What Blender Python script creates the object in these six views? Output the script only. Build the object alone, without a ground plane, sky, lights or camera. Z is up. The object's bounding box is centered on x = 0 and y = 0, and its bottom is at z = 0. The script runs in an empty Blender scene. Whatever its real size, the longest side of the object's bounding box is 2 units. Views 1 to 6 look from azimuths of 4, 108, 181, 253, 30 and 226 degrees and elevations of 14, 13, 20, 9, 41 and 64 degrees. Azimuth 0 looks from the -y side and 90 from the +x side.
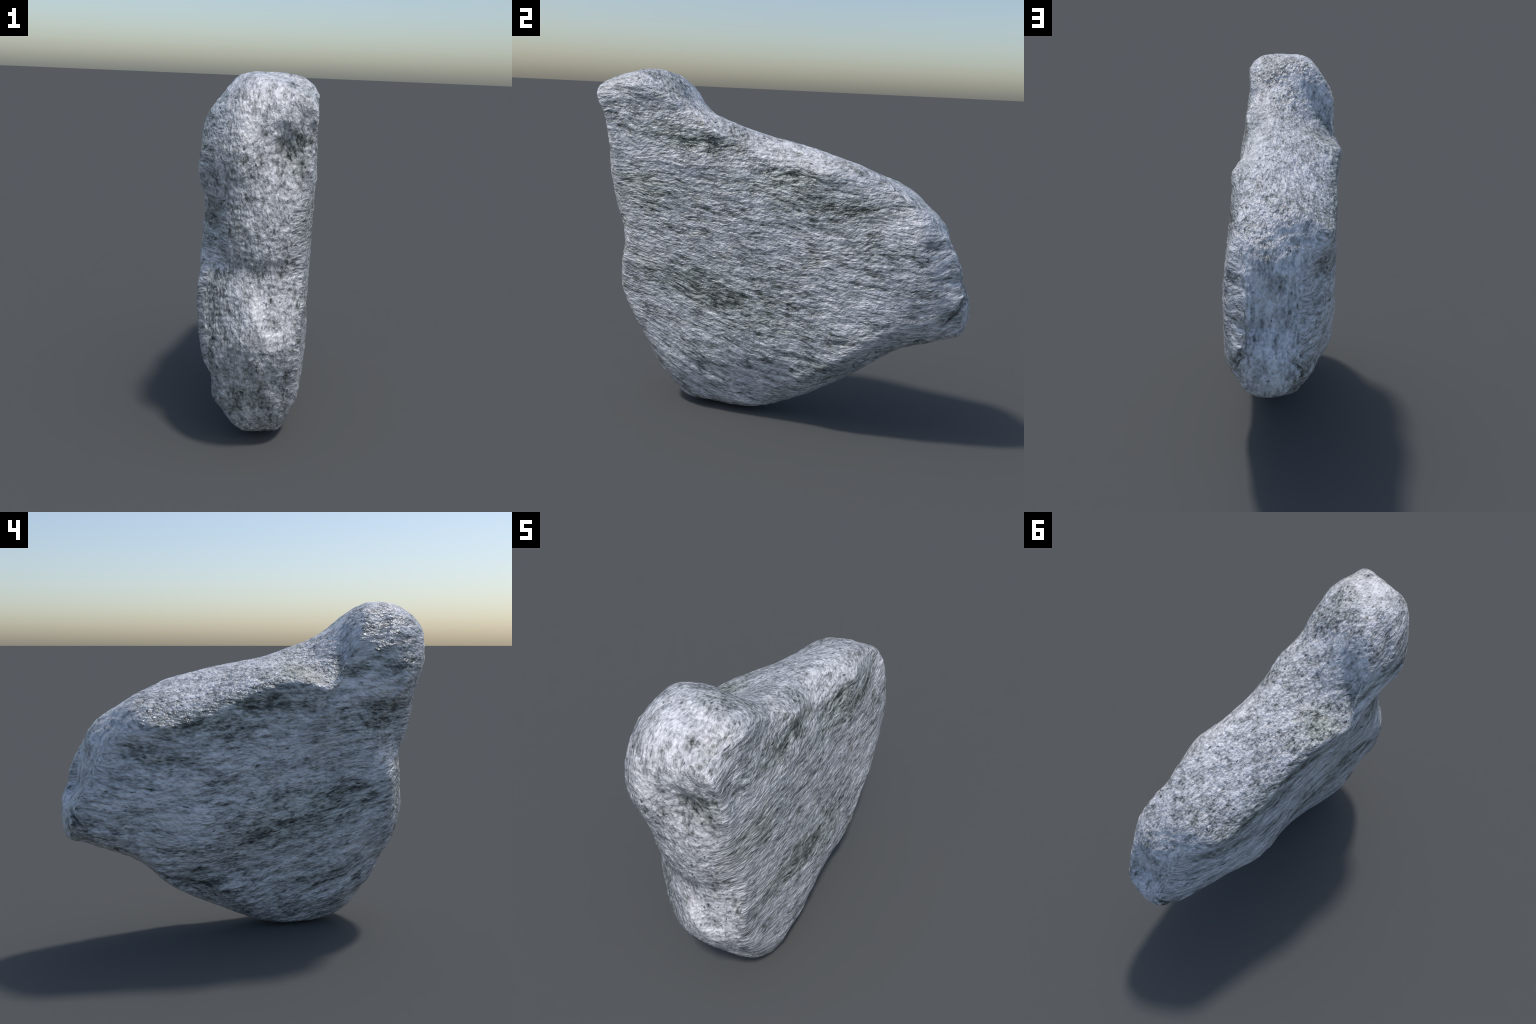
"""A standing slab of grey foliated rock (gneiss): broad flat sides facing +x / -x,
a rounded head at the top of the -y end, a blunt snout at the +y end and a narrow foot.

The body is lofted: a chain of stations runs once round the rim of the slab (clockwise
seen from +x).  Each station is a cross-section of the rim with four points: the border of the
+x side, two points on the rim itself, the border of the -x side.  The two broad sides are
smooth height fields spanned between those borders and a few inner bulge points."""
import bpy, bmesh, math
import numpy as np
from mathutils import noise, Vector

# ------------------------------------------------------------------ rim stations
# (border of +x side)      (rim, + half)        (rim, - half)        (border of -x side)
HEAD_TOP = [
 ((0.262, -0.722, 1.712), (0.194, -0.753, 1.778), (-0.075, -0.691, 1.769), (-0.191, -0.652, 1.605)),
 ((0.238, -0.580, 1.670), (0.156, -0.698, 1.778), (-0.059, -0.633, 1.768), (-0.205, -0.550, 1.595)),
 ((0.228, -0.469, 1.585), (0.136, -0.580, 1.729), (-0.040, -0.553, 1.721), (-0.203, -0.490, 1.514)),
]
NECK = [
 ((0.247, -0.343, 1.521), (0.130, -0.459, 1.631), (-0.032, -0.454, 1.611), (-0.206, -0.447, 1.414)),
 ((0.234, -0.224, 1.466), (0.128, -0.290, 1.559), (-0.052, -0.303, 1.490), (-0.258, -0.352, 1.343)),
]
BACK = [
 ((0.228, -0.059, 1.406), (0.131, -0.065, 1.490), (-0.073, -0.103, 1.450), (-0.246, -0.196, 1.381)),
 ((0.238, 0.105, 1.371), (0.143, 0.129, 1.455), (-0.059, 0.122, 1.399), (-0.222, 0.038, 1.325)),
 ((0.265, 0.276, 1.342), (0.162, 0.306, 1.412), (-0.068, 0.316, 1.333), (-0.222, 0.232, 1.243)),
 ((0.242, 0.428, 1.295), (0.199, 0.427, 1.373), (-0.066, 0.506, 1.288), (-0.211, 0.424, 1.178)),
 ((0.220, 0.560, 1.238), (0.187, 0.526, 1.324), (-0.039, 0.641, 1.269), (-0.188, 0.589, 1.161)),
 ((0.224, 0.693, 1.158), (0.204, 0.634, 1.267), (0.042, 0.746, 1.202), (-0.122, 0.710, 1.114)),
]
SNOUT = [
 ((0.240, 0.762, 1.066), (0.203, 0.761, 1.172), (0.098, 0.844, 1.127), (-0.084, 0.784, 1.037)),
 ((0.234, 0.808, 0.949), (0.143, 0.906, 1.009), (0.103, 0.887, 0.987), (-0.070, 0.835, 0.951)),
 ((0.228, 0.845, 0.813), (0.132, 0.962, 0.857), (0.107, 0.915, 0.860), (-0.061, 0.899, 0.846)),
 ((0.213, 0.878, 0.716), (0.147, 0.981, 0.774), (-0.002, 0.978, 0.737), (-0.072, 0.941, 0.760)),
 ((0.178, 0.903, 0.624), (0.127, 0.962, 0.612), (-0.004, 0.974, 0.614), (-0.088, 0.948, 0.675)),
]
BELLY = [
 ((0.220, 0.802, 0.638), (0.109, 0.853, 0.540), (-0.037, 0.818, 0.542), (-0.124, 0.829, 0.621)),
 ((0.243, 0.673, 0.590), (0.110, 0.702, 0.483), (-0.066, 0.657, 0.481), (-0.138, 0.716, 0.581)),
 ((0.259, 0.550, 0.523), (0.086, 0.573, 0.394), (-0.056, 0.521, 0.386), (-0.128, 0.593, 0.475)),
 ((0.249, 0.442, 0.424), (0.070, 0.493, 0.326), (-0.044, 0.430, 0.285), (-0.109, 0.520, 0.408)),
 ((0.251, 0.293, 0.314), (0.054, 0.395, 0.248), (-0.027, 0.292, 0.216), (-0.122, 0.390, 0.380)),
 ((0.214, 0.130, 0.222), (0.088, 0.217, 0.144), (-0.020, 0.114, 0.137), (-0.159, 0.197, 0.300)),
]
FOOT = [
 ((0.201, -0.036, 0.166), (0.125, 0.028, 0.066), (-0.021, -0.074, 0.045), (-0.121, 0.017, 0.236)),
 ((0.215, -0.227, 0.145), (0.143, -0.112, 0.032), (-0.026, -0.243, 0.016), (-0.112, -0.201, 0.179)),
 ((0.222, -0.391, 0.173), (0.148, -0.295, 0.035), (-0.024, -0.435, 0.021), (-0.131, -0.376, 0.147)),
 ((0.245, -0.468, 0.253), (0.158, -0.375, 0.041), (-0.024, -0.558, 0.080), (-0.157, -0.494, 0.200)),
 ((0.239, -0.569, 0.315), (0.159, -0.510, 0.096), (-0.016, -0.691, 0.259), (-0.150, -0.620, 0.262)),
]
FRONT = [
 ((0.242, -0.641, 0.413), (0.151, -0.632, 0.202), (0.002, -0.778, 0.429), (-0.105, -0.709, 0.356)),
 ((0.240, -0.755, 0.519), (0.135, -0.756, 0.411), (0.013, -0.898, 0.639), (-0.188, -0.734, 0.506)),
 ((0.231, -0.814, 0.659), (0.122, -0.870, 0.615), (0.031, -0.908, 0.768), (-0.218, -0.731, 0.690)),
 ((0.234, -0.818, 0.792), (0.118, -0.863, 0.777), (-0.001, -0.883, 0.866), (-0.223, -0.726, 0.851)),
 ((0.234, -0.781, 0.924), (0.117, -0.870, 0.928), (-0.063, -0.855, 0.981), (-0.194, -0.683, 1.043)),
 ((0.225, -0.831, 1.100), (0.121, -0.924, 1.120), (-0.080, -0.893, 1.119), (-0.160, -0.712, 1.187)),
 ((0.228, -0.876, 1.285), (0.122, -0.953, 1.321), (-0.045, -0.947, 1.308), (-0.216, -0.780, 1.316)),
]
HEAD_FRONT = [
 ((0.246, -0.894, 1.430), (0.120, -0.935, 1.489), (-0.044, -1.000, 1.487), (-0.222, -0.824, 1.417)),
 ((0.250, -0.919, 1.552), (0.135, -0.965, 1.644), (-0.064, -0.968, 1.651), (-0.211, -0.780, 1.501)),
 ((0.258, -0.952, 1.648), (0.163, -0.942, 1.726), (-0.047, -0.847, 1.757), (-0.209, -0.718, 1.599)),
 ((0.253, -0.875, 1.690), (0.195, -0.804, 1.759), (-0.068, -0.752, 1.777), (-0.176, -0.692, 1.616)),
]
STATIONS = np.array(HEAD_TOP + NECK + BACK + SNOUT + BELLY + FOOT + FRONT + HEAD_FRONT)

# inner bulge points of the broad sides: (y, z) -> x
SIDE_PLUS = [(-0.74, 1.12, 0.257), (-0.76, 0.85, 0.245), (-0.72, 1.47, 0.269), (-0.55, 1.5, 0.265), (-0.35, 1.36, 0.264), (-0.18, 1.28, 0.270), (-0.55, 1.15, 0.264), (-0.3, 1.1, 0.269), (-0.5, 0.9, 0.264), (-0.5, 0.65, 0.259), (-0.35, 0.4, 0.262), (-0.22, 0.33, 0.263), (-0.1, 1, 0.268), (0, 0.7, 0.261), (0.05, 0.35, 0.258), (0.25, 1.1, 0.268), (0.48, 1.12, 0.263), (0.3, 0.85, 0.265), (0.4, 0.65, 0.264), (0.7, 0.88, 0.262), (0.7, 0.7, 0.255)]
SIDE_MINUS = [(0.33, 0.52, -0.223), (0.84, 0.86, -0.115), (-0.62, 1.45, -0.227), (-0.45, 1.3, -0.250), (-0.5, 1.17, -0.242), (-0.6, 1.04, -0.234), (-0.58, 0.8, -0.230), (-0.55, 0.6, -0.226), (-0.47, 0.36, -0.190), (-0.25, 1.2, -0.238), (-0.1, 1.28, -0.235), (-0.25, 1, -0.215), (-0.42, 0.9, -0.212), (-0.2, 0.75, -0.197), (-0.15, 0.45, -0.170), (0, 0.52, -0.175), (0.12, 0.6, -0.214), (0.15, 0.4, -0.140), (0, 1.28, -0.220), (0.03, 1, -0.222), (0.25, 1, -0.235), (0.26, 0.67, -0.236), (0.4, 0.8, -0.231), (0.4, 0.6, -0.224), (0.55, 0.95, -0.200), (0.62, 0.72, -0.185), (0.65, 1.06, -0.150), (0.76, 0.86, -0.145)]
CENTRE = (-.02, .85)

UP_RIM, UP_ACROSS = 8, 6


def spline(points, n, closed):
    """Centripetal Catmull-Rom through points (k, ..., 3), n steps per span."""
    p = np.asarray(points, float)
    k = len(p)
    out = []
    spans = k if closed else k - 1
    for i in range(spans):
        g = lambda j: p[j % k] if closed else (p[j] if 0 <= j < k else (2*p[0]-p[1] if j < 0 else 2*p[-1]-p[-2]))
        p0, p1, p2, p3 = g(i-1), g(i), g(i+1), g(i+2)
        d = lambda a, b: np.maximum(np.sqrt(np.linalg.norm(b-a, axis=-1, keepdims=True)), 1e-5)
        t1 = d(p0, p1); t2 = t1 + d(p1, p2); t3 = t2 + d(p2, p3)
        for s in range(n):
            t = t1 + (t2-t1)*s/n
            a1 = (t1-t)/t1*p0 + t/t1*p1
            a2 = (t2-t)/(t2-t1)*p1 + (t-t1)/(t2-t1)*p2
            a3 = (t3-t)/(t3-t2)*p2 + (t-t2)/(t3-t2)*p3
            b1 = (t2-t)/t2*a1 + t/t2*a2
            b2 = (t3-t)/(t3-t1)*a2 + (t-t1)/(t3-t1)*a3
            out.append((t2-t)/(t2-t1)*b1 + (t-t1)/(t2-t1)*b2)
    if not closed:
        out.append(p[-1])
    return np.array(out)


def height_field(border, inner):
    """Thin-plate surface x(y, z) through the border points and the inner bulge points."""
    q = np.vstack([border[:, [1, 2, 0]], np.array(inner)])
    yz, x = q[:, :2], q[:, 2]
    n = len(q)

    def phi(a, b):
        r2 = ((a[:, None] - b[None])**2).sum(-1) + 1e-9
        return .5*r2*np.log(r2)
    m = np.zeros((n+3, n+3))
    m[:n, :n] = phi(yz, yz) + np.eye(n)*2e-4
    m[:n, n] = m[n, :n] = 1
    m[:n, n+1:] = yz
    m[n+1:, :n] = yz.T
    w = np.linalg.solve(m, np.r_[x, 0, 0, 0])
    return lambda p: phi(p, yz) @ w[:n] + w[n] + p @ w[n+1:]


def loft():
    """Vertices and faces of the lofted body."""
    plus = height_field(STATIONS[:, 0], SIDE_PLUS)
    minus = height_field(STATIONS[:, 3], SIDE_MINUS)
    c = np.array(CENTRE)

    def ring(border, field, f):
        yz = c + (border[:, 1:] - c)*f
        x = field(yz)
        b = (1-f)/.12
        if b < 1:
            x = x*b + border[:, 0]*(1-b)
        return np.column_stack([x, yz])
    fractions = (.25, .5, .72, .88)
    rows = [ring(STATIONS[:, 0], plus, f) for f in fractions]
    rows += [STATIONS[:, k] for k in range(4)]
    rows += [ring(STATIONS[:, 3], minus, f) for f in reversed(fractions)]
    grid = np.stack(rows, 1)                      # station, row, xyz
    grid = spline(grid, UP_RIM, True)
    grid = spline(grid.transpose(1, 0, 2), UP_ACROSS, False)   # row, station, xyz
    nr, ns, _ = grid.shape
    verts = [tuple(p) for p in grid.reshape(-1, 3)]
    verts += [(float(plus(c[None])[0]), *c), (float(minus(c[None])[0]), *c)]
    faces = []
    for r in range(nr-1):
        for s in range(ns):
            t = (s+1) % ns
            faces.append((r*ns+s, (r+1)*ns+s, (r+1)*ns+t, r*ns+t))
    a, b = nr*ns, nr*ns+1
    for s in range(ns):
        t = (s+1) % ns
        faces.append((a, s, t))
        faces.append((b, (nr-1)*ns+t, (nr-1)*ns+s))
    return verts, faces


def loft_mesh():
    me = bpy.data.meshes.new("rock")
    verts, faces = loft()
    me.from_pydata(verts, [], faces)
    bm = bmesh.new(); bm.from_mesh(me)
    bmesh.ops.recalc_face_normals(bm, faces=bm.faces)
    bm.to_mesh(me); bm.free()
    return me


def build():
    rock = bpy.data.objects.new("rock", loft_mesh())
    bpy.context.scene.collection.objects.link(rock)
    mod = rock.modifiers.new("even_mesh", 'REMESH')
    mod.mode = 'VOXEL'; mod.voxel_size = .0062; mod.use_smooth_shade = True
    dg = bpy.context.evaluated_depsgraph_get()
    me = bpy.data.meshes.new_from_object(rock.evaluated_get(dg))
    rock.modifiers.clear()
    rock.data = me
    me.name = "rock"
    relief(me)
    me.polygons.foreach_set("use_smooth", [True]*len(me.polygons))
    return rock


# local carvings: (centre xyz), (radii xyz), depth inwards (negative = swelling)
CARVINGS = [
    ((.16, -.97, 1.60), (.06, .10, .050), -.014),      # brow of the head
    ((.13, -.96, 1.515), (.035, .08, .028), .008),
    ((.20, -.96, 1.685), (.09, .06, .040), -.010),     # upper corner of the head
    ((.14, -.48, .05), (.07, .10, .06), -.022),        # lower corner of the foot
    ((.05, .985, .575), (.14, .06, .040), -.018),      # lower corner of the snout
    ((-.16, -.78, 1.00), (.12, .12, .045), .005),      # groove across the front edge
    ((.06, -.86, .96), (.10, .10, .030), .003),
    ((.24, -.36, 1.44), (.06, .20, .030), .010),       # furrow below the head, + side
    ((.26, -.45, 1.34), (.06, .25, .035), -.006),
    ((-.22, -.55, 1.24), (.06, .22, .025), .008),      # undercut below the band on the - side
    ((.0, .90, 1.02), (.3, .10, .022), .007),          # chipped steps on the snout
    ((.0, .955, .86), (.3, .10, .018), .007),
]
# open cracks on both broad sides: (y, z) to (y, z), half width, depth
CRACKS = [((.885, .640), (.985, .775), .011, .014), ((.46, .352), (.53, .392), .008, .010),
          ((.30, .262), (.36, .30), .008, .008)]


def layer_height(y, z):
    """Foliation: layers lie nearly level near the top and sag like a bowl lower down."""
    k = np.interp(z, [.35, 1.25], [.24, .02])
    return z - k*(y-.40)**2


def relief(me):
    n = len(me.vertices)
    co = np.empty(n*3); me.vertices.foreach_get("co", co); co = co.reshape(-1, 3)
    no = np.empty(n*3); me.vertices.foreach_get("normal", no); no = no.reshape(-1, 3)
    lay = layer_height(co[:, 1], co[:, 2])
    d = np.empty(n)
    for i in range(n):
        x, y, z = co[i]
        l = lay[i]
        broad = noise.noise(Vector((x*3.2+7, y*3.2, z*3.2)))
        lump = noise.noise(Vector((x*8, y*6+3, l*12)))
        ridge = 1 - 2*abs(noise.noise(Vector((x*12, y*5.5, l*22+5))))
        grit = noise.noise(Vector((x*42, y*24, l*48)))
        d[i] = .0035*broad + .0035*lump + .0026*ridge + .0022*grit
    d -= d.mean()
    for c, r, depth in CARVINGS:
        q = (co - np.array(c))/np.array(r)
        d -= depth*np.exp(-(q**2).sum(1))
    yz = co[:, 1:]
    for p, q, w, depth in CRACKS:
        p, q = np.array(p), np.array(q)
        t = np.clip((yz-p) @ (q-p)/((q-p) @ (q-p)), 0, 1)
        dist = np.linalg.norm(yz - (p + t[:, None]*(q-p)), axis=1)
        d -= depth*np.exp(-(dist/w)**2)*np.clip(np.abs(no[:, 0])*2-.4, 0, 1)
    co += no*d[:, None]
    co[:, 2] = np.maximum(co[:, 2], 0.)
    me.vertices.foreach_set("co", co.ravel())
    me.update()


# ------------------------------------------------------------------ material
class Nodes:
    def __init__(self, mat):
        self.t = mat.node_tree

    def new(self, kind, **kw):
        n = self.t.nodes.new(kind)
        for k, v in kw.items():
            setattr(n, k, v)
        return n

    def put(self, sock, v):
        if isinstance(v, bpy.types.NodeSocket):
            self.t.links.new(v, sock)
        else:
            sock.default_value = v

    def math(self, op, a, b=0., c=0., clamp=False):
        n = self.new("ShaderNodeMath", operation=op, use_clamp=clamp)
        for s, v in zip(n.inputs, (a, b, c)):
            self.put(s, v)
        return n.outputs[0]

    def xyz(self, x, y, z):
        n = self.new("ShaderNodeCombineXYZ")
        for s, v in zip(n.inputs, (x, y, z)):
            self.put(s, v)
        return n.outputs[0]

    def pick(self, f, a, b):
        n = self.new("ShaderNodeMix", data_type='VECTOR')
        self.put(n.inputs[0], f); self.put(n.inputs[4], a); self.put(n.inputs[5], b)
        return n.outputs[1]

    def noise(self, vec, scale, detail=2., rough=.5, distort=0.):
        n = self.new("ShaderNodeTexNoise")
        self.put(n.inputs["Vector"], vec)
        n.inputs["Scale"].default_value = scale
        n.inputs["Detail"].default_value = detail
        n.inputs["Roughness"].default_value = rough
        n.inputs["Distortion"].default_value = distort
        return n.outputs["Fac"]

    def remap(self, v, a, b, c=0., d=1.):
        n = self.new("ShaderNodeMapRange")
        self.put(n.inputs[0], v)
        for i, q in zip((1, 2, 3, 4), (a, b, c, d)):
            self.put(n.inputs[i], q)
        return n.outputs[0]

    def ramp(self, f, stops):
        n = self.new("ShaderNodeValToRGB")
        e = n.color_ramp.elements
        while len(e) < len(stops):
            e.new(.5)
        for q, (p, c) in zip(e, stops):
            q.position = p; q.color = (*c, 1)
        self.put(n.inputs[0], f)
        return n.outputs[0]

    def mixc(self, f, a, b, blend='MIX'):
        n = self.new("ShaderNodeMix", data_type='RGBA', blend_type=blend)
        self.put(n.inputs[0], f); self.put(n.inputs[6], a); self.put(n.inputs[7], b)
        return n.outputs[2]


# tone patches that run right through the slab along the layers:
# (y, z, half length, half height, strength): positive = dark mica-rich, negative = pale feldspar-rich
PATCHES = [(-.27, .68, .22, .09, .70), (-.10, .61, .14, .05, .35), (-.47, .77, .16, .06, .45), (.06, .54, .14, .04, .45),
           (.12, 1.30, .15, .05, .8), (.27, 1.18, .17, .05, .7), (.43, 1.17, .09, .03, .5), (-.11, 1.26, .12, .03, .45),
           (-.37, 1.44, .13, .035, 1.), (-.60, 1.49, .12, .035, .6), (-.63, 1.14, .15, .06, .7), (-.72, 1.24, .11, .05, .65),
           (.29, .34, .10, .04, .75), (-.37, .32, .12, .03, .4), (.51, 1.0, .10, .04, .45), (.93, .69, .06, .02, .6),
           (-.64, 1.34, .14, .04, -.6), (.26, 1.39, .16, .03, -.5), (.74, 1.15, .10, .05, -.5), (.09, .99, .15, .04, -.5),
           (-.50, .89, .12, .03, -.4), (.88, .98, .08, .05, -.4), (-.16, 1.02, .12, .04, -.3), (-.53, .58, .12, .03, -.35),
           (.39, .71, .14, .04, -.5), (-.11, .20, .18, .03, -.4), (-.75, 1.74, .10, .05, -.6), (.50, .86, .14, .05, -.35)]

# the same on the narrow ends: (x, z, ...) and on the upper faces: (x, y, ...)
END_PATCHES = [(.15, 1.51, .08, .06, .40), (-.20, .70, .06, .13, .75), (-.14, .95, .09, .05, .4), (.03, .33, .12, .10, .45),  # first entry: shading of the head hollow, painted as a dark spot
               (.0, 1.60, .10, .06, -.6), (.05, .72, .07, .16, -.6), (.05, 1.05, .08, .06, -.4), (-.02, 1.36, .06, .08, -.2)]
TOP_PATCHES = [(-.19, -.20, .06, .13, .9), (.12, -.62, .06, .08, .5), (.0, -.88, .12, .08, -.5), (-.05, -.68, .06, .06, -.4),
               (.12, .18, .10, .14, -.5), (-.08, .38, .10, .10, -.3), (.05, .62, .12, .08, -.2)]


def stone():
    mat = bpy.data.materials.new("grey_gneiss")
    mat.use_nodes = True
    g = Nodes(mat)
    bsdf = mat.node_tree.nodes["Principled BSDF"]
    pos = g.new("ShaderNodeTexCoord").outputs["Object"]
    s = g.new("ShaderNodeSeparateXYZ"); g.put(s.inputs[0], pos)
    x, y, z = s.outputs
    nrm = g.new("ShaderNodeNewGeometry").outputs["Normal"]
    sn = g.new("ShaderNodeSeparateXYZ"); g.put(sn.inputs[0], nrm)
    ax, ay, az = (g.math('ABSOLUTE', o) for o in sn.outputs)
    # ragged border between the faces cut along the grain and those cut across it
    jig = g.math('MULTIPLY_ADD', g.noise(pos, 14., 2.), .3, -.15)
    on_end = g.math('GREATER_THAN', g.math('ADD', ay, jig), ax)
    on_top = g.math('GREATER_THAN', az, g.math('ADD', g.math('MAXIMUM', ax, ay), jig))

    # foliation on the broad sides (see layer_height)
    dy = g.math('SUBTRACT', y, .40)
    sag = g.math('MULTIPLY', g.math('MULTIPLY', dy, dy), g.remap(z, 1.25, .35, .02, .24))
    wob = g.math('MULTIPLY_ADD', g.noise(pos, 3.0, 2.), .09, -.045)
    layer = g.math('ADD', g.math('SUBTRACT', z, sag), wob)
    side = g.xyz(g.math('MULTIPLY', x, .25), g.math('MULTIPLY', y, .34), layer)
    end = g.xyz(x, g.math('MULTIPLY', y, .25), g.math('MULTIPLY', z, .55))
    top = g.xyz(x, g.math('MULTIPLY', y, .62), g.math('MULTIPLY', z, .4))
    vec = g.pick(on_top, g.pick(on_end, side, end), top)

    streak = g.noise(vec, 30., 5., .68, .2)
    fine = g.noise(vec, 95., 1.5, .5, .2)
    mid = g.noise(vec, 34., 3., .6, .5)
    broad = g.noise(vec, 7., 3., .6, .4)
    long_side = g.xyz(g.math('MULTIPLY', x, .2), g.math('MULTIPLY', y, .15), layer)
    long_end = g.xyz(x, g.math('MULTIPLY', y, .2), g.math('MULTIPLY', z, .3))
    band = g.noise(g.pick(on_top, g.pick(on_end, long_side, long_end), top), 24., 3., .6, .15)
    specks = g.noise(vec, 58., 1.5, .5)

    def spots(u, v, table):
        total = None
        for pu, pv, ru, rv, st in table:
            a = g.math('DIVIDE', g.math('SUBTRACT', u, pu), ru)
            b = g.math('DIVIDE', g.math('SUBTRACT', v, pv), rv)
            r2 = g.math('MULTIPLY_ADD', a, a, g.math('MULTIPLY', b, b))
            q = g.math('MULTIPLY', g.math('EXPONENT', g.math('MULTIPLY', r2, -.5)), st)
            total = q if total is None else g.math('ADD', total, q)
        return total

    def choose(f, a, b):
        n = g.new("ShaderNodeMix", data_type='FLOAT')
        g.put(n.inputs[0], f); g.put(n.inputs[2], a); g.put(n.inputs[3], b)
        return n.outputs[0]
    clouds = g.remap(g.noise(pos, 6.5, 3., .6), .33, .67, -.4, .4)
    off_side = g.math('MAXIMUM', on_end, on_top)
    patch = choose(on_end, spots(y, z, PATCHES), g.math('ADD', clouds, spots(x, z, END_PATCHES)))
    patch = choose(on_top, patch, g.math('ADD', clouds, spots(x, y, TOP_PATCHES)))
    patch = g.math('MULTIPLY', patch, g.remap(mid, .3, .62, .55, 1.25))

    # tone: 0 dark mica .. 1 white feldspar
    tone = g.math('MULTIPLY_ADD', g.math('SUBTRACT', streak, .5), 1.9, TONE)
    tone = g.math('MULTIPLY_ADD', g.math('SUBTRACT', fine, .5), 1.0, tone)
    tone = g.math('MULTIPLY_ADD', g.math('SUBTRACT', broad, .5), .72, tone)
    tone = g.math('MULTIPLY_ADD', g.math('SUBTRACT', band, .5), .75, tone)
    tone = g.math('MULTIPLY_ADD', patch, -.28, tone)
    colour = g.ramp(tone, [(0., (.03, .033, .032)), (.22, (.13, .138, .136)), (.45, (.33, .337, .342)),
                           (.62, (.49, .495, .51)), (.80, (.63, .63, .655)), (1., (.80, .80, .82))])
    dark = g.math('MAXIMUM', patch, 0.)
    colour = g.mixc(g.math('MULTIPLY', dark, .8, clamp=True), colour, g.mixc(1., colour, (.95, 1., .90, 1), 'MULTIPLY'))
    rust = g.remap(g.noise(pos, 7., 3., .6), .58, .72, 0., .5)
    colour = g.mixc(rust, colour, g.mixc(1., colour, (1.05, 1., .90, 1), 'MULTIPLY'))
    level = g.math('MULTIPLY_ADD', dark, .06, .30)
    pit = g.remap(specks, level, g.math('SUBTRACT', level, .06))
    colour = g.mixc(g.math('MULTIPLY', pit, .8), colour, (.03, .03, .033, 1))
    # dark colour along the open cracks
    crack = None
    for p, q, w, depth in CRACKS:
        length = math.hypot(q[0]-p[0], q[1]-p[1])
        uy, uz = (q[0]-p[0])/length, (q[1]-p[1])/length
        cy, cz = (p[0]+q[0])/2, (p[1]+q[1])/2
        ey, ez = g.math('SUBTRACT', y, cy), g.math('SUBTRACT', z, cz)
        al = g.math('MULTIPLY_ADD', ey, uy, g.math('MULTIPLY', ez, uz))
        ac = g.math('MULTIPLY_ADD', ez, uy, g.math('MULTIPLY', ey, -uz))
        ac = g.math('MULTIPLY_ADD', g.math('SUBTRACT', mid, .5), .03, ac)
        al = g.math('DIVIDE', al, length*.55); ac = g.math('DIVIDE', ac, w*.7)
        v = g.math('EXPONENT', g.math('MULTIPLY', g.math('MULTIPLY_ADD', al, al, g.math('MULTIPLY', ac, ac)), -1.))
        crack = v if crack is None else g.math('ADD', crack, v)
    crack = g.math('MULTIPLY', crack, g.math('SUBTRACT', 1., off_side), clamp=True)
    colour = g.mixc(g.math('MULTIPLY', crack, .85), colour, (.05, .046, .036, 1))
    g.put(bsdf.inputs["Base Color"], colour)
    g.put(bsdf.inputs["Roughness"], g.remap(fine, .3, .7, .31, .24))
    bsdf.inputs["Specular IOR Level"].default_value = .5

    pebble_side = g.xyz(g.math('MULTIPLY', x, .5), g.math('MULTIPLY', y, .60), layer)
    pebble = g.pick(off_side, pebble_side, vec)
    h = g.math('MULTIPLY_ADD', streak, .8, g.noise(pebble, 72., 2., .5, .1))
    h = g.math('MULTIPLY_ADD', band, .9, h)
    h = g.math('MULTIPLY_ADD', pit, -.2, h)
    bump = g.new("ShaderNodeBump")
    bump.inputs["Strength"].default_value = 1.
    bump.inputs["Distance"].default_value = BUMP
    g.put(bump.inputs["Height"], h)
    g.put(bsdf.inputs["Normal"], bump.outputs[0])
    return mat


TONE, BUMP = .635, .0135

rock = build()
rock["label"] = "upright grey streaked gneiss boulder slab with rounded head"
rock["category"] = "rock"
rock.data.materials.append(stone())
